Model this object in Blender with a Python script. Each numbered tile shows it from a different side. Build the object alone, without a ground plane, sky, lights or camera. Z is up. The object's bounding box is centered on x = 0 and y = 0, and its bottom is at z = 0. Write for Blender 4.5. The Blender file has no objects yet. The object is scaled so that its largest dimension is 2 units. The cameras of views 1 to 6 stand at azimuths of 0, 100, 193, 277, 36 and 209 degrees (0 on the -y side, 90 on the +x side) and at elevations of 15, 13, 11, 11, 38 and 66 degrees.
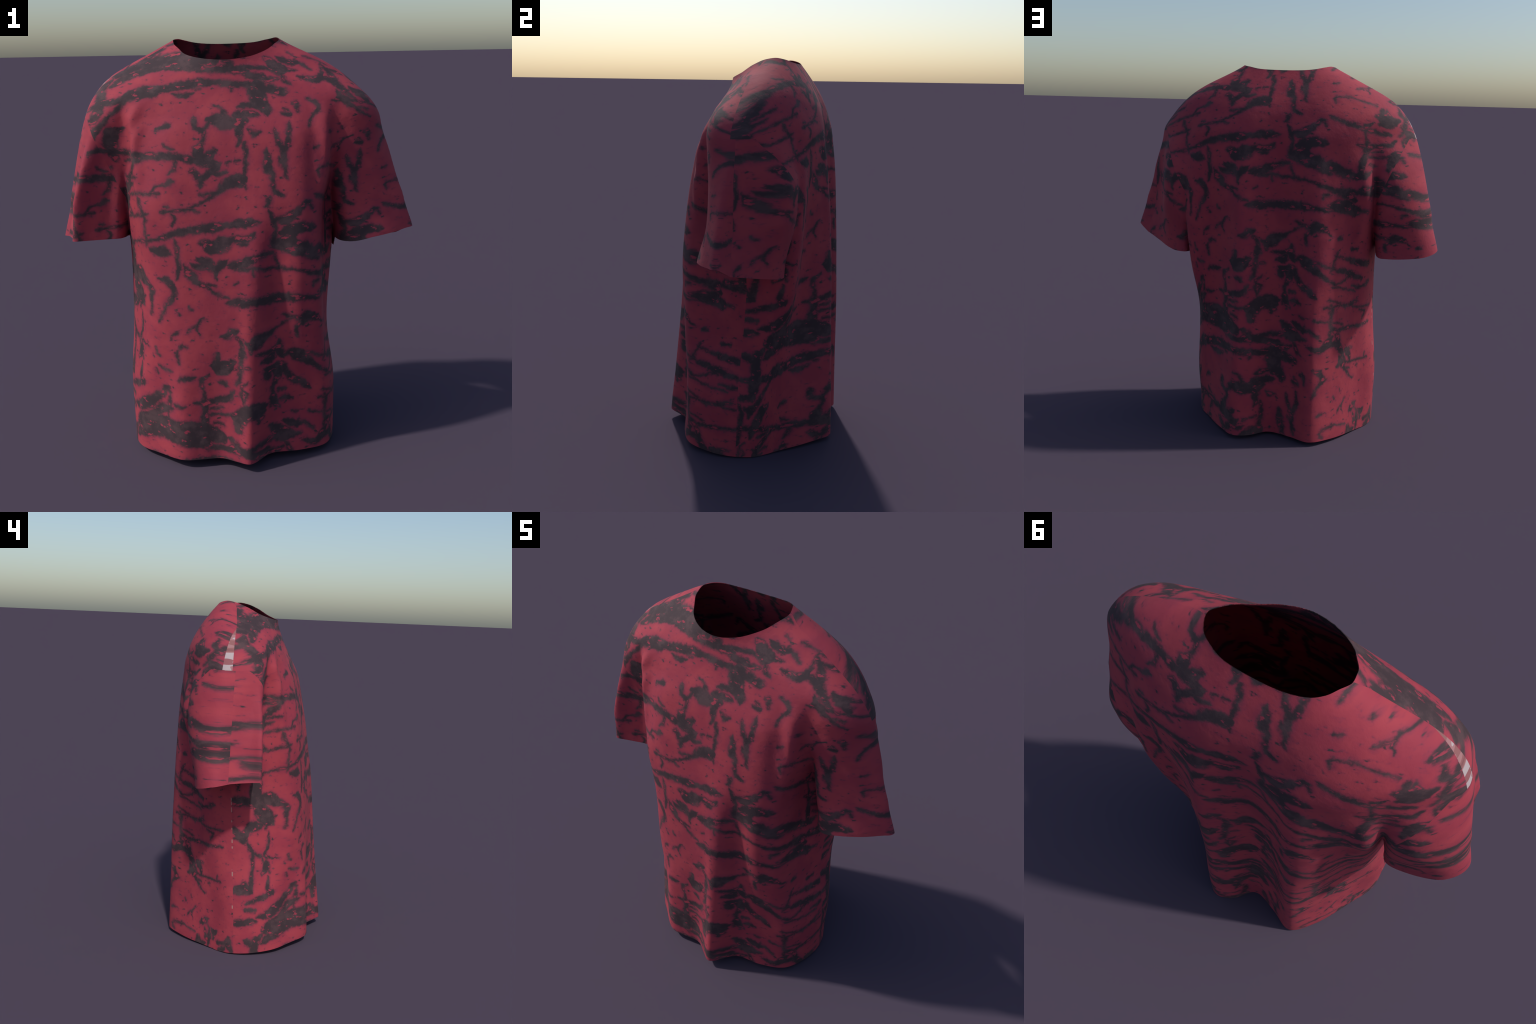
import bpy, numpy as np, math, time
T0 = time.time()
from mathutils import Vector

# ------------------------------------------------------------------ helpers
def pchip(xs, ys, q):
    """monotone cubic interpolation, columns of ys independently"""
    xs = np.asarray(xs, float); ys = np.asarray(ys, float)
    if ys.ndim == 1: ys = ys[:, None]
    h = np.diff(xs)[:, None]; d = np.diff(ys, axis=0) / h
    m = np.zeros_like(ys)
    s = np.sign(d[:-1]) * np.sign(d[1:]) > 0
    w1 = 2 * h[1:] + h[:-1]; w2 = h[1:] + 2 * h[:-1]
    with np.errstate(all="ignore"):
        hm = (w1 + w2) / (w1 / d[:-1] + w2 / d[1:])
    m[1:-1] = np.where(s, hm, 0)
    m[0] = d[0]; m[-1] = d[-1]
    q = np.clip(np.asarray(q, float), xs[0], xs[-1])
    i = np.clip(np.searchsorted(xs, q, side="right") - 1, 0, len(xs) - 2)
    t = ((q - xs[i]) / (xs[i + 1] - xs[i]))[:, None]; hh = h[i]
    return ((2*t**3 - 3*t**2 + 1) * ys[i] + (t**3 - 2*t**2 + t) * hh * m[i]
            + (-2*t**3 + 3*t**2) * ys[i + 1] + (t**3 - t**2) * hh * m[i + 1])

NT = 360
TH = np.linspace(-math.pi, math.pi, NT + 1)

def polar(points, c):
    """closed centripetal Catmull-Rom through feature points -> radius over angle around c"""
    P = np.array(points, float) - c
    n = len(P); out = []
    for i in range(n):
        p = [P[(i + k - 1) % n] for k in range(4)]
        t = [0.0]
        for a, b in zip(p, p[1:]): t.append(t[-1] + max(np.linalg.norm(b - a), 1e-6) ** 0.5)
        for u in np.linspace(t[1], t[2], 24, endpoint=False):
            A = [(t[k+1]-u)/(t[k+1]-t[k])*p[k] + (u-t[k])/(t[k+1]-t[k])*p[k+1] for k in range(3)]
            B = [(t[k+2]-u)/(t[k+2]-t[k])*A[k] + (u-t[k])/(t[k+2]-t[k])*A[k+1] for k in range(2)]
            out.append((t[2]-u)/(t[2]-t[1])*B[0] + (u-t[1])/(t[2]-t[1])*B[1])
    out = np.array(out)
    a = np.arctan2(out[:, 1], out[:, 0]); r = np.hypot(out[:, 0], out[:, 1])
    o = np.argsort(a); a, r = a[o], r[o]
    return np.interp(TH, np.r_[a - 2*math.pi, a, a + 2*math.pi], np.r_[r, r, r])

# ------------------------------------------------------------------ cross-sections (x, y), from the front centre towards +x and round the back
HEM = [(.045,-.468),(.15,-.345),(.28,-.32),(.41,-.255),(.468,-.12),(.475,0),(.445,.10),(.36,.22),(.26,.355),(.155,.458),(.065,.435),(-.02,.35),(-.15,.39),(-.265,.44),(-.37,.345),(-.48,.155),(-.545,.02),(-.54,-.10),(-.49,-.23),(-.395,-.32),(-.27,-.405),(-.18,-.40),(-.095,-.39),(-.02,-.435)]
TORSO = {
 -0.15: HEM,
  0.00: HEM,
  0.30: [(.045,-.436),(.092,-.41),(.165,-.33),(.28,-.29),(.42,-.255),(.468,-.13),(.481,0),(.455,.13),(.37,.225),(.27,.325),(.15,.455),(.06,.42),(-.03,.35),(-.15,.38),(-.26,.438),(-.38,.305),(-.475,.15),(-.55,.03),(-.55,-.06),(-.475,-.215),(-.375,-.29),(-.28,-.385),(-.18,-.382),(-.095,-.378),(-.0,-.412)],
  0.62: [(.055,-.40),(.11,-.375),(.18,-.325),(.30,-.305),(.39,-.262),(.425,-.12),(.447,0),(.45,.13),(.40,.228),(.29,.285),(.20,.39),(.14,.445),(.06,.41),(-.04,.345),(-.14,.365),(-.25,.437),(-.34,.37),(-.43,.225),(-.49,.15),(-.522,.05),(-.528,-.05),(-.447,-.205),(-.385,-.295),(-.28,-.35),(-.18,-.368),(-.09,-.372),(0,-.385)],
  0.95: [(.09,-.365),(.18,-.31),(.29,-.318),(.38,-.255),(.415,-.11),(.465,0),(.475,.14),(.452,.285),(.31,.305),(.20,.395),(.14,.437),(.06,.405),(-.04,.345),(-.14,.37),(-.25,.427),(-.34,.385),(-.43,.26),(-.495,.205),(-.53,.04),(-.505,-.085),(-.45,-.19),(-.385,-.28),(-.28,-.33),(-.18,-.345),(-.09,-.35),(0,-.358)],
  1.20: [(.11,-.325),(.20,-.31),(.30,-.295),(.37,-.25),(.40,-.17),(.425,-.06),(.475,0),(.485,.13),(.465,.315),(.32,.32),(.21,.385),(.14,.425),(.06,.395),(-.04,.345),(-.14,.37),(-.24,.417),(-.33,.388),(-.425,.30),(-.50,.285),(-.535,.04),(-.515,-.09),(-.475,-.165),(-.425,-.262),(-.29,-.31),(-.18,-.32),(-.09,-.32),(0,-.32)],
  1.38: [(.11,-.29),(.20,-.285),(.30,-.27),(.365,-.235),(.41,-.225),(.445,-.12),(.48,0),(.48,.12),(.46,.32),(.33,.335),(.21,.38),(.14,.41),(.06,.385),(-.04,.345),(-.15,.37),(-.24,.408),(-.33,.38),(-.42,.34),(-.51,.325),(-.535,.04),(-.52,-.09),(-.485,-.135),(-.455,-.225),(-.41,-.24),(-.30,-.285),(-.18,-.29),(-.09,-.287),(0,-.287)],
  1.52: [(.11,-.258),(.20,-.255),(.31,-.24),(.375,-.205),(.425,-.205),(.46,-.115),(.50,0),(.49,.12),(.46,.295),(.34,.34),(.21,.375),(.14,.395),(.06,.375),(-.04,.35),(-.15,.37),(-.24,.395),(-.33,.37),(-.43,.34),(-.51,.295),(-.55,.04),(-.53,-.09),(-.495,-.115),(-.465,-.205),(-.42,-.205),(-.30,-.25),(-.18,-.255),(-.09,-.257),(0,-.258)],
  1.72: [(.11,-.22),(.20,-.21),(.31,-.20),(.405,-.17),(.46,-.12),(.49,0),(.48,.12),(.45,.27),(.34,.32),(.21,.35),(.14,.36),(.06,.36),(-.04,.34),(-.15,.35),(-.24,.36),(-.33,.35),(-.43,.32),(-.50,.27),(-.54,.04),(-.52,-.09),(-.485,-.14),(-.43,-.18),(-.30,-.21),(-.18,-.215),(-.09,-.22),(0,-.22)],
}
YOKE = {   # chest, shoulders and sleeve tops in one
  1.40: [(0,-.285),(.2,-.285),(.30,-.27),(.365,-.23),(.415,-.225),(.455,-.10),(.48,-.075),(.56,-.105),(.65,-.08),(.725,-.03),(.765,.03),(.70,.09),(.655,.165),(.59,.285),(.46,.315),(.34,.335),(.21,.38),(.14,.405),(.06,.385),(-.04,.345),(-.15,.37),(-.24,.405),(-.33,.38),(-.43,.34),(-.51,.32),(-.535,.265),(-.57,.278),(-.65,.265),(-.75,.19),(-.785,.085),(-.755,-.01),(-.725,-.09),(-.70,-.135),(-.63,-.11),(-.56,-.10),(-.50,-.085),(-.485,-.12),(-.455,-.225),(-.41,-.238),(-.30,-.28),(-.18,-.285)],
  1.52: [(0,-.258),(.2,-.255),(.31,-.24),(.375,-.20),(.425,-.205),(.462,-.125),(.485,-.105),(.55,-.118),(.64,-.09),(.695,-.035),(.727,.03),(.668,.095),(.615,.22),(.55,.28),(.46,.295),(.34,.34),(.21,.375),(.14,.395),(.06,.375),(-.04,.35),(-.15,.37),(-.24,.395),(-.33,.37),(-.43,.335),(-.51,.285),(-.64,.255),(-.71,.175),(-.755,.08),(-.735,-.015),(-.705,-.085),(-.67,-.13),(-.58,-.12),(-.51,-.105),(-.492,-.13),(-.465,-.21),(-.42,-.20),(-.30,-.25),(-.18,-.255)],
  1.63: [(0,-.222),(.15,-.217),(.27,-.203),(.37,-.178),(.425,-.178),(.47,-.128),(.55,-.122),(.64,-.085),(.69,-.02),(.70,.055),(.645,.14),(.56,.215),(.47,.27),(.40,.32),(.15,.38),(-.05,.355),(-.25,.38),(-.44,.33),(-.53,.275),(-.61,.225),(-.685,.155),(-.725,.075),(-.705,-.02),(-.67,-.095),(-.58,-.135),(-.515,-.128),(-.475,-.182),(-.42,-.175),(-.27,-.212),(-.12,-.222)],
  1.72: [(0,-.182),(.15,-.172),(.3,-.155),(.44,-.125),(.555,-.095),(.63,-.03),(.638,.07),(.59,.16),(.50,.235),(.38,.30),(.15,.355),(-.1,.345),(-.3,.348),(-.45,.31),(-.575,.24),(-.65,.16),(-.683,.07),(-.66,-.03),(-.59,-.10),(-.46,-.145),(-.3,-.17),(-.15,-.18)],
  1.82: [(0,-.142),(.13,-.125),(.26,-.095),(.41,-.045),(.505,.025),(.535,.10),(.49,.18),(.38,.25),(.15,.31),(-.1,.31),(-.3,.305),(-.45,.255),(-.56,.175),(-.603,.09),(-.565,.0),(-.45,-.07),(-.3,-.115),(-.15,-.138)],
  1.90: [(-.03,-.124),(.06,-.098),(.15,-.05),(.28,-.005),(.38,.05),(.41,.11),(.37,.17),(.27,.23),(.1,.264),(-.1,.266),(-.3,.25),(-.41,.195),(-.465,.11),(-.41,.03),(-.3,-.035),(-.18,-.09),(-.10,-.117)],
  1.96: [(-.03,-.124),(.05,-.085),(.125,-.025),(.20,.035),(.275,.10),(.26,.16),(.15,.212),(0,.228),(-.15,.226),(-.28,.2),(-.35,.13),(-.30,.05),(-.21,-.015),(-.14,-.078),(-.09,-.115)],
  2.02: [(-.03,-.124),(.04,-.088),(.108,-.028),(.152,.03),(.178,.09),(.17,.145),(.11,.182),(0,.198),(-.14,.188),(-.215,.15),(-.24,.10),(-.218,.045),(-.185,-.012),(-.135,-.076),(-.09,-.115)],
  2.10: [(-.03,-.124),(.04,-.088),(.108,-.028),(.152,.03),(.178,.09),(.17,.145),(.11,.182),(0,.198),(-.14,.188),(-.215,.15),(-.24,.10),(-.218,.045),(-.185,-.012),(-.135,-.076),(-.09,-.115)],
}
SLEEVE_POS = {   # the sleeve on the +x side: a flattened tube, hanging down
 0.90: [(.50,-.16),(.57,-.175),(.643,-.16),(.748,-.11),(.83,-.06),(.912,-.01),(.80,.06),(.70,.13),(.60,.21),(.50,.24),(.485,.05)],
 1.06: [(.49,-.04),(.525,-.115),(.575,-.152),(.643,-.145),(.748,-.10),(.82,-.055),(.882,-.004),(.78,.06),(.69,.135),(.605,.22),(.50,.25),(.485,.05)],
 1.25: [(.485,-.085),(.525,-.12),(.58,-.108),(.66,-.09),(.74,-.055),(.82,.005),(.74,.055),(.68,.13),(.605,.265),(.48,.29),(.45,.05)],
 1.42: [(.46,-.075),(.51,-.11),(.57,-.105),(.65,-.08),(.725,-.03),(.765,.03),(.70,.085),(.655,.165),(.59,.285),(.44,.29),(.42,.05)],
 1.55: [(.43,-.12),(.55,-.115),(.64,-.08),(.69,-.02),(.72,.045),(.67,.115),(.61,.215),(.52,.26),(.42,.27),(.40,.05)],
 1.72: [(.40,-.12),(.52,-.11),(.60,-.07),(.65,-.01),(.66,.05),(.62,.115),(.56,.19),(.49,.24),(.40,.25),(.38,.05)],
}
SLEEVE_NEG = {   # the sleeve on the -x side
 0.90: [(-.57,.21),(-.67,.215),(-.82,.165),(-.905,.085),(-.85,-.01),(-.815,-.10),(-.80,-.165),(-.71,-.145),(-.62,-.115),(-.565,-.095),(-.545,-.04),(-.545,.0),(-.55,.16)],
 1.06: [(-.57,.22),(-.66,.22),(-.81,.175),(-.868,.085),(-.825,-.01),(-.79,-.10),(-.78,-.155),(-.70,-.135),(-.62,-.11),(-.565,-.095),(-.54,-.04),(-.54,.0),(-.545,.17)],
 1.25: [(-.54,.22),(-.575,.265),(-.66,.262),(-.778,.19),(-.825,.085),(-.785,-.01),(-.765,-.09),(-.768,-.15),(-.67,-.12),(-.60,-.10),(-.56,-.10),(-.525,-.05),(-.52,.0),(-.52,.18)],
 1.42: [(-.49,.20),(-.525,.235),(-.56,.277),(-.65,.27),(-.745,.19),(-.785,.085),(-.755,-.01),(-.725,-.085),(-.718,-.135),(-.64,-.115),(-.58,-.105),(-.525,-.095),(-.49,-.05),(-.46,.0),(-.46,.18)],
 1.55: [(-.45,.27),(-.63,.245),(-.71,.175),(-.752,.08),(-.73,-.015),(-.70,-.08),(-.665,-.125),(-.60,-.125),(-.53,-.12),(-.45,-.13),(-.43,.0),(-.43,.18)],
 1.72: [(-.45,.25),(-.59,.225),(-.66,.155),(-.69,.07),(-.67,-.02),(-.64,-.085),(-.60,-.12),(-.54,-.12),(-.49,-.12),(-.44,-.12),(-.42,.0),(-.42,.16)],
}
# the centre line of each stack: (z, x, y)
C_TORSO = [(0, -.03, .05), (2, -.03, .05)]
C_POS = [(1.25, .64, .05), (1.42, .60, .05), (1.72, .53, .06)]
C_NEG = [(1.25, -.67, .05), (1.42, -.63, .05), (1.72, -.56, .06)]

H = 0.008
X = np.arange(-1.0, 1.0, H); Y = np.arange(-.56, .56, H); Z = np.arange(-.08, 2.09, H)

def stack_field(sections, c, zs, soft=.035):
    """signed distance (roughly) to a stack of star-shaped horizontal sections"""
    lv = sorted(sections)
    zc = np.arange(zs[0] - .3, zs[-1] + .3, .01)
    cen = pchip([q[0] for q in c], [q[1:] for q in c], zc)
    R = np.array([polar(sections[z], pchip([q[0] for q in c], [q[1:] for q in c], [z])[0]) for z in lv])
    Rc = pchip(lv, R, zc)
    w = np.exp(-.5 * (np.arange(-12, 13) * .01 / soft) ** 2); w /= w.sum()      # cloth has no kinks along its fall
    Rc = sum(wi * np.take(Rc, np.clip(np.arange(len(zc)) + o, 0, len(zc) - 1), axis=0) for wi, o in zip(w, range(-12, 13)))
    Rz = np.stack([np.interp(zs, zc, Rc[:, j]) for j in range(NT + 1)], 1)
    cx = lambda z: np.interp(z, zc, cen[:, 0]); cy = lambda z: np.interp(z, zc, cen[:, 1])
    out = np.empty((len(X), len(Y), len(zs)), np.float32)
    last = None
    for k, z in enumerate(zs):
        if last != (cx(z), cy(z)):
            last = (cx(z), cy(z))
            gx, gy = np.meshgrid(X - last[0], Y - last[1], indexing="ij")
            rr = np.hypot(gx, gy); f = (np.arctan2(gy, gx) + math.pi) / (2 * math.pi) * NT
            i = np.clip(f.astype(int), 0, NT - 1); w = f - i
        out[..., k] = rr - (Rz[k][i] * (1 - w) + Rz[k][i + 1] * w)
    return out

def unit(f):
    g = np.gradient(f, H)
    return f / np.maximum(np.sqrt(g[0]**2 + g[1]**2 + g[2]**2), .35)

def build_field():
    ft = unit(stack_field(TORSO, C_TORSO, Z))
    fy = unit(stack_field(YOKE, C_TORSO, Z, .022))
    zz = Z[None, None, :]
    s = np.minimum(*[unit(stack_field(sec, c, Z)) for sec, c in ((SLEEVE_POS, C_POS), (SLEEVE_NEG, C_NEG))])
    k = np.interp(Z, [1.15, 1.35, 1.5], [.008, .014, .03])[None, None, :].astype(np.float32)
    s = np.maximum(s, .93 - zz)
    h = np.clip(.5 + .5 * (s - ft) / k, 0, 1)
    F = s * (1 - h) + ft * h - k * h * (1 - h)
    w = np.clip((zz - 1.49) / .17, 0, 1); w = (w * w * (3 - 2 * w)).astype(np.float32)
    return F * (1 - w) + fy * w, ft - s

def sample(G, P):
    q = (P - [X[0], Y[0], Z[0]]) / H
    n = np.array(G.shape)
    i = np.clip(np.floor(q).astype(int), 0, n - 2); w = np.clip(q - i, 0, 1)
    v = 0
    for a in (0, 1):
        for b in (0, 1):
            for c in (0, 1):
                ww = (w[:, 0] if a else 1 - w[:, 0]) * (w[:, 1] if b else 1 - w[:, 1]) * (w[:, 2] if c else 1 - w[:, 2])
                v = v + ww * G[i[:, 0] + a, i[:, 1] + b, i[:, 2] + c]
    return v

def surface_nets(F):
    inside = F < 0
    nx, ny, nz = F.shape
    c = inside[:-1, :-1, :-1].astype(np.int8)
    tot = np.zeros((nx-1, ny-1, nz-1), np.int8)
    for a in (0, 1):
        for b in (0, 1):
            for d in (0, 1):
                tot += inside[a:nx-1+a, b:ny-1+b, d:nz-1+d]
    act = (tot > 0) & (tot < 8)
    idx = -np.ones(act.shape, np.int64); cells = np.argwhere(act); idx[act] = np.arange(len(cells))
    V = np.array([X[0], Y[0], Z[0]]) + (cells + .5) * H
    quads = []
    for ax in range(3):
        sl0 = [slice(None)] * 3; sl1 = [slice(None)] * 3
        sl0[ax] = slice(0, -1); sl1[ax] = slice(1, None)
        cr = inside[tuple(sl0)] != inside[tuple(sl1)]
        e = np.argwhere(cr); u, v = (ax + 1) % 3, (ax + 2) % 3
        lim = np.array(act.shape)
        ok = (e[:, u] > 0) & (e[:, v] > 0) & (e[:, u] < lim[u]) & (e[:, v] < lim[v]) & (e[:, ax] < lim[ax])
        e = e[ok]
        def cell(du, dv):
            q = e.copy(); q[:, u] -= du; q[:, v] -= dv
            return idx[q[:, 0], q[:, 1], q[:, 2]]
        Q = np.stack([cell(1, 1), cell(0, 1), cell(0, 0), cell(1, 0)], 1)
        flip = ~inside[e[:, 0], e[:, 1], e[:, 2]]
        Q[flip] = Q[flip][:, ::-1]
        quads.append(Q)
    return V, np.concatenate(quads)

def smooth(V, T, n, lam=.5, fixed=None):
    E = np.concatenate([T[:, [0, 1]], T[:, [1, 2]], T[:, [2, 0]]]); E = np.concatenate([E, E[:, ::-1]])
    cnt = np.bincount(E[:, 0], minlength=len(V))[:, None]
    for _ in range(n):
        S = np.stack([np.bincount(E[:, 0], V[E[:, 1], k], len(V)) for k in range(3)], 1)
        N = V + lam * (S / np.maximum(cnt, 1) - V)
        V = N if fixed is None else np.where(fixed[:, None], V, N)
    return V

def clip(V, T, f, keep_both=False):
    """cut a triangle mesh along f = 0 ; returns vertices, triangles and the side (True: f > 0) of each triangle"""
    f = np.where(np.abs(f) < 1e-5, 1e-5, f)
    s = f > 0
    k = s[T].sum(1)
    outT = [T[k == 3], T[k == 0]]; side = [np.ones(len(outT[0]), bool), np.zeros(len(outT[1]), bool)]
    V = [V]; nv = len(V[0]); cache = {}
    mixed = T[(k == 1) | (k == 2)]
    src = V[0]; new = []
    def cut(a, b):
        nonlocal nv
        key = (a, b) if a < b else (b, a)
        if key not in cache:
            t = f[a] / (f[a] - f[b]); new.append(src[a] + t * (src[b] - src[a])); cache[key] = nv; nv += 1
        return cache[key]
    t2, s2 = [], []
    for tri in mixed.tolist():
        one = 1 if sum(s[i] for i in tri) == 1 else 0
        j = [i for i in range(3) if bool(s[tri[i]]) == bool(one)][0]
        a, b, c = tri[j], tri[(j + 1) % 3], tri[(j + 2) % 3]
        ab, ca = cut(a, b), cut(c, a)
        t2.append((a, ab, ca)); s2.append(bool(one))
        t2 += [(ab, b, c), (ab, c, ca)]; s2 += [not one] * 2
    if new: V.append(np.array(new))
    if t2: outT.append(np.array(t2)); side.append(np.array(s2))
    return np.concatenate(V), np.concatenate(outT), np.concatenate(side)

def compact(V, T, *more):
    u, inv = np.unique(T, return_inverse=True)
    return (V[u], inv.reshape(T.shape)) + tuple(m[u] for m in more)

def vertex_normals(V, T):
    n = np.cross(V[T[:, 1]] - V[T[:, 0]], V[T[:, 2]] - V[T[:, 0]])
    N = np.stack([sum(np.bincount(T[:, j], n[:, k], len(V)) for j in range(3)) for k in range(3)], 1)
    return N / np.maximum(np.linalg.norm(N, axis=1, keepdims=True), 1e-12)

# ------------------------------------------------------------------ openings and seams
def hem_height(P):
    x, y = P[:, 0], P[:, 1]
    front = np.interp(y, [-.46, -.30, -.1, .1], [.046, .035, .012, 0.0])
    back = np.interp(y, [.1, .43], [0, .022])
    return np.maximum(front, back)

def neck_height(P):
    q = pchip([-.2, -.125, -.05, .03, .10, .14, .18, .22, .3], [1.88, 1.898, 1.924, 1.965, 1.990, 1.996, 1.989, 1.972, 1.94], P[:, 1])
    return q[:, 0]

def sleeve_hem(P):
    x, y = P[:, 0], P[:, 1]
    front = np.interp(x, [.5, .57, .65, .75, .872], [1.035, 1.045, 1.06, 1.07, 1.086])
    rear = np.interp(x, [.5, .57, .70, .80, .872], [.978, .98, 1.012, 1.04, 1.086])
    w = np.clip((y - np.interp(x, [.5, .87], [.03, -.01])) / .06 + .5, 0, 1)
    neg = np.interp(y, [-.17, .0, .1, .22], [1.07, 1.062, 1.045, 1.008])
    return np.where(x > 0, front * (1 - w) + rear * w, neg)

def seam_y(P):      # the y of the seam between front and back, down the side and over the shoulder
    x, z = P[:, 0], P[:, 2]
    side = np.where(x > 0, np.interp(z, [0, .43, .87, 1.4], [.006, .02, .057, .06]), np.interp(z, [0, .55, .92, 1.4], [-.01, .016, .038, .045]))
    top = np.interp(np.abs(x + .03), [.2, .3, .48, .65, .8], [.128, .078, .045, .03, .02])
    w = np.clip((z - 1.25) / .3, 0, 1)
    return side * (1 - w) + top * w

def armhole(P, D):     # > 0 on the sleeve: a dropped-shoulder seam, running down to the armpit
    x, y, z = P.T
    ax = np.abs(x + .02)
    slope = np.where(x > 0, np.where(y < .05, 1.35, 1.9), 2.3)
    lim = 1.635 - slope * np.clip(.67 - ax, 0, .20)
    w = np.clip((z - 1.28) / .06, 0, 1)
    return np.minimum(lim - z, D * (1 - w) + np.maximum(D, ax - .45) * w)

SLEEVE_SEAM = {"left": .05, "right": .012}     # y where the print on a sleeve changes from front to back

def build_shirt():
    F, diff = build_field()
    V, Q = surface_nets(F)
    T = np.concatenate([Q[:, [0, 1, 2]], Q[:, [0, 2, 3]]])
    for r in range(3):
        V = smooth(V, T, 3)
        for _ in range(2):
            g = np.stack([sample(F, V + np.eye(3)[k] * H * .5) - sample(F, V - np.eye(3)[k] * H * .5) for k in range(3)], 1) / H
            V = V - g * (sample(F, V) / np.maximum((g * g).sum(1), .3))[:, None]
    V = smooth(V, T, 4, .5)
    D = lambda: sample(diff, V)          # > 0: sleeve side
    for f in (lambda: V[:, 2] - hem_height(V), lambda: neck_height(V) - V[:, 2],
              lambda: np.maximum(V[:, 2] - sleeve_hem(V), -np.where(V[:, 2] < 1.2, D(), -1))):
        V, T, s = clip(V, T, f()); V, T = compact(V, T[s])
    V, T, side = clip(V, T, armhole(V, D()))
    part = np.where(side, np.where(V[T].mean(1)[:, 0] > 0, 2, 3), 0)
    body = np.where(part == 0)[0]
    other, part_o = T[part != 0], part[part != 0]
    V, Tb, back = clip(V, T[body], V[:, 1] - seam_y(V))
    V, To, rear = clip(V, other, V[:, 1] - np.where(V[:, 0] > 0, SLEEVE_SEAM["left"], SLEEVE_SEAM["right"]))
    part_o = np.where(V[To].mean(1)[:, 0] > 0, 2, 3)
    T = np.concatenate([Tb, To]); part = np.concatenate([back.astype(int), part_o])
    return V, T, part

CLOTH = .004
def shell(V, T, part):
    """give the cloth its thickness: an inner face, and rims along the neck, the cuffs and the hem"""
    N = vertex_normals(V, T); n = len(V)
    E = np.concatenate([T[:, [0, 1]], T[:, [1, 2]], T[:, [2, 0]]]); ep = np.tile(part, 3)
    key = np.sort(E, 1); key = key[:, 0] * n + key[:, 1]
    _, first, count = np.unique(key, return_index=True, return_counts=True)
    R = E[first[count == 1]]; rp = ep[first[count == 1]]
    rim = np.concatenate([np.stack([R[:, 1], R[:, 0], R[:, 0] + n], 1), np.stack([R[:, 1], R[:, 0] + n, R[:, 1] + n], 1)])
    return (np.concatenate([V, V - N * CLOTH]), np.concatenate([T, T[:, ::-1] + n, rim]),
            np.concatenate([part, part, rp, rp]), np.concatenate([N, -N]))

def make_object(name, V, T, N, mat, parent, coll):
    me = bpy.data.meshes.new(name)
    me.vertices.add(len(V)); me.vertices.foreach_set("co", V.astype(np.float32).ravel())
    me.loops.add(len(T) * 3); me.loops.foreach_set("vertex_index", T.astype(np.int32).ravel())
    me.polygons.add(len(T)); me.polygons.foreach_set("loop_start", np.arange(0, len(T) * 3, 3, dtype=np.int32))
    me.update(calc_edges=True)
    me.polygons.foreach_set("use_smooth", np.ones(len(me.polygons), bool))
    me.normals_split_custom_set_from_vertices(N.tolist())
    me.materials.append(mat)
    ob = bpy.data.objects.new(name, me); coll.objects.link(ob); ob.parent = parent
    return ob

V, T, PART = build_shirt()
# ==== BUILD

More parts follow.
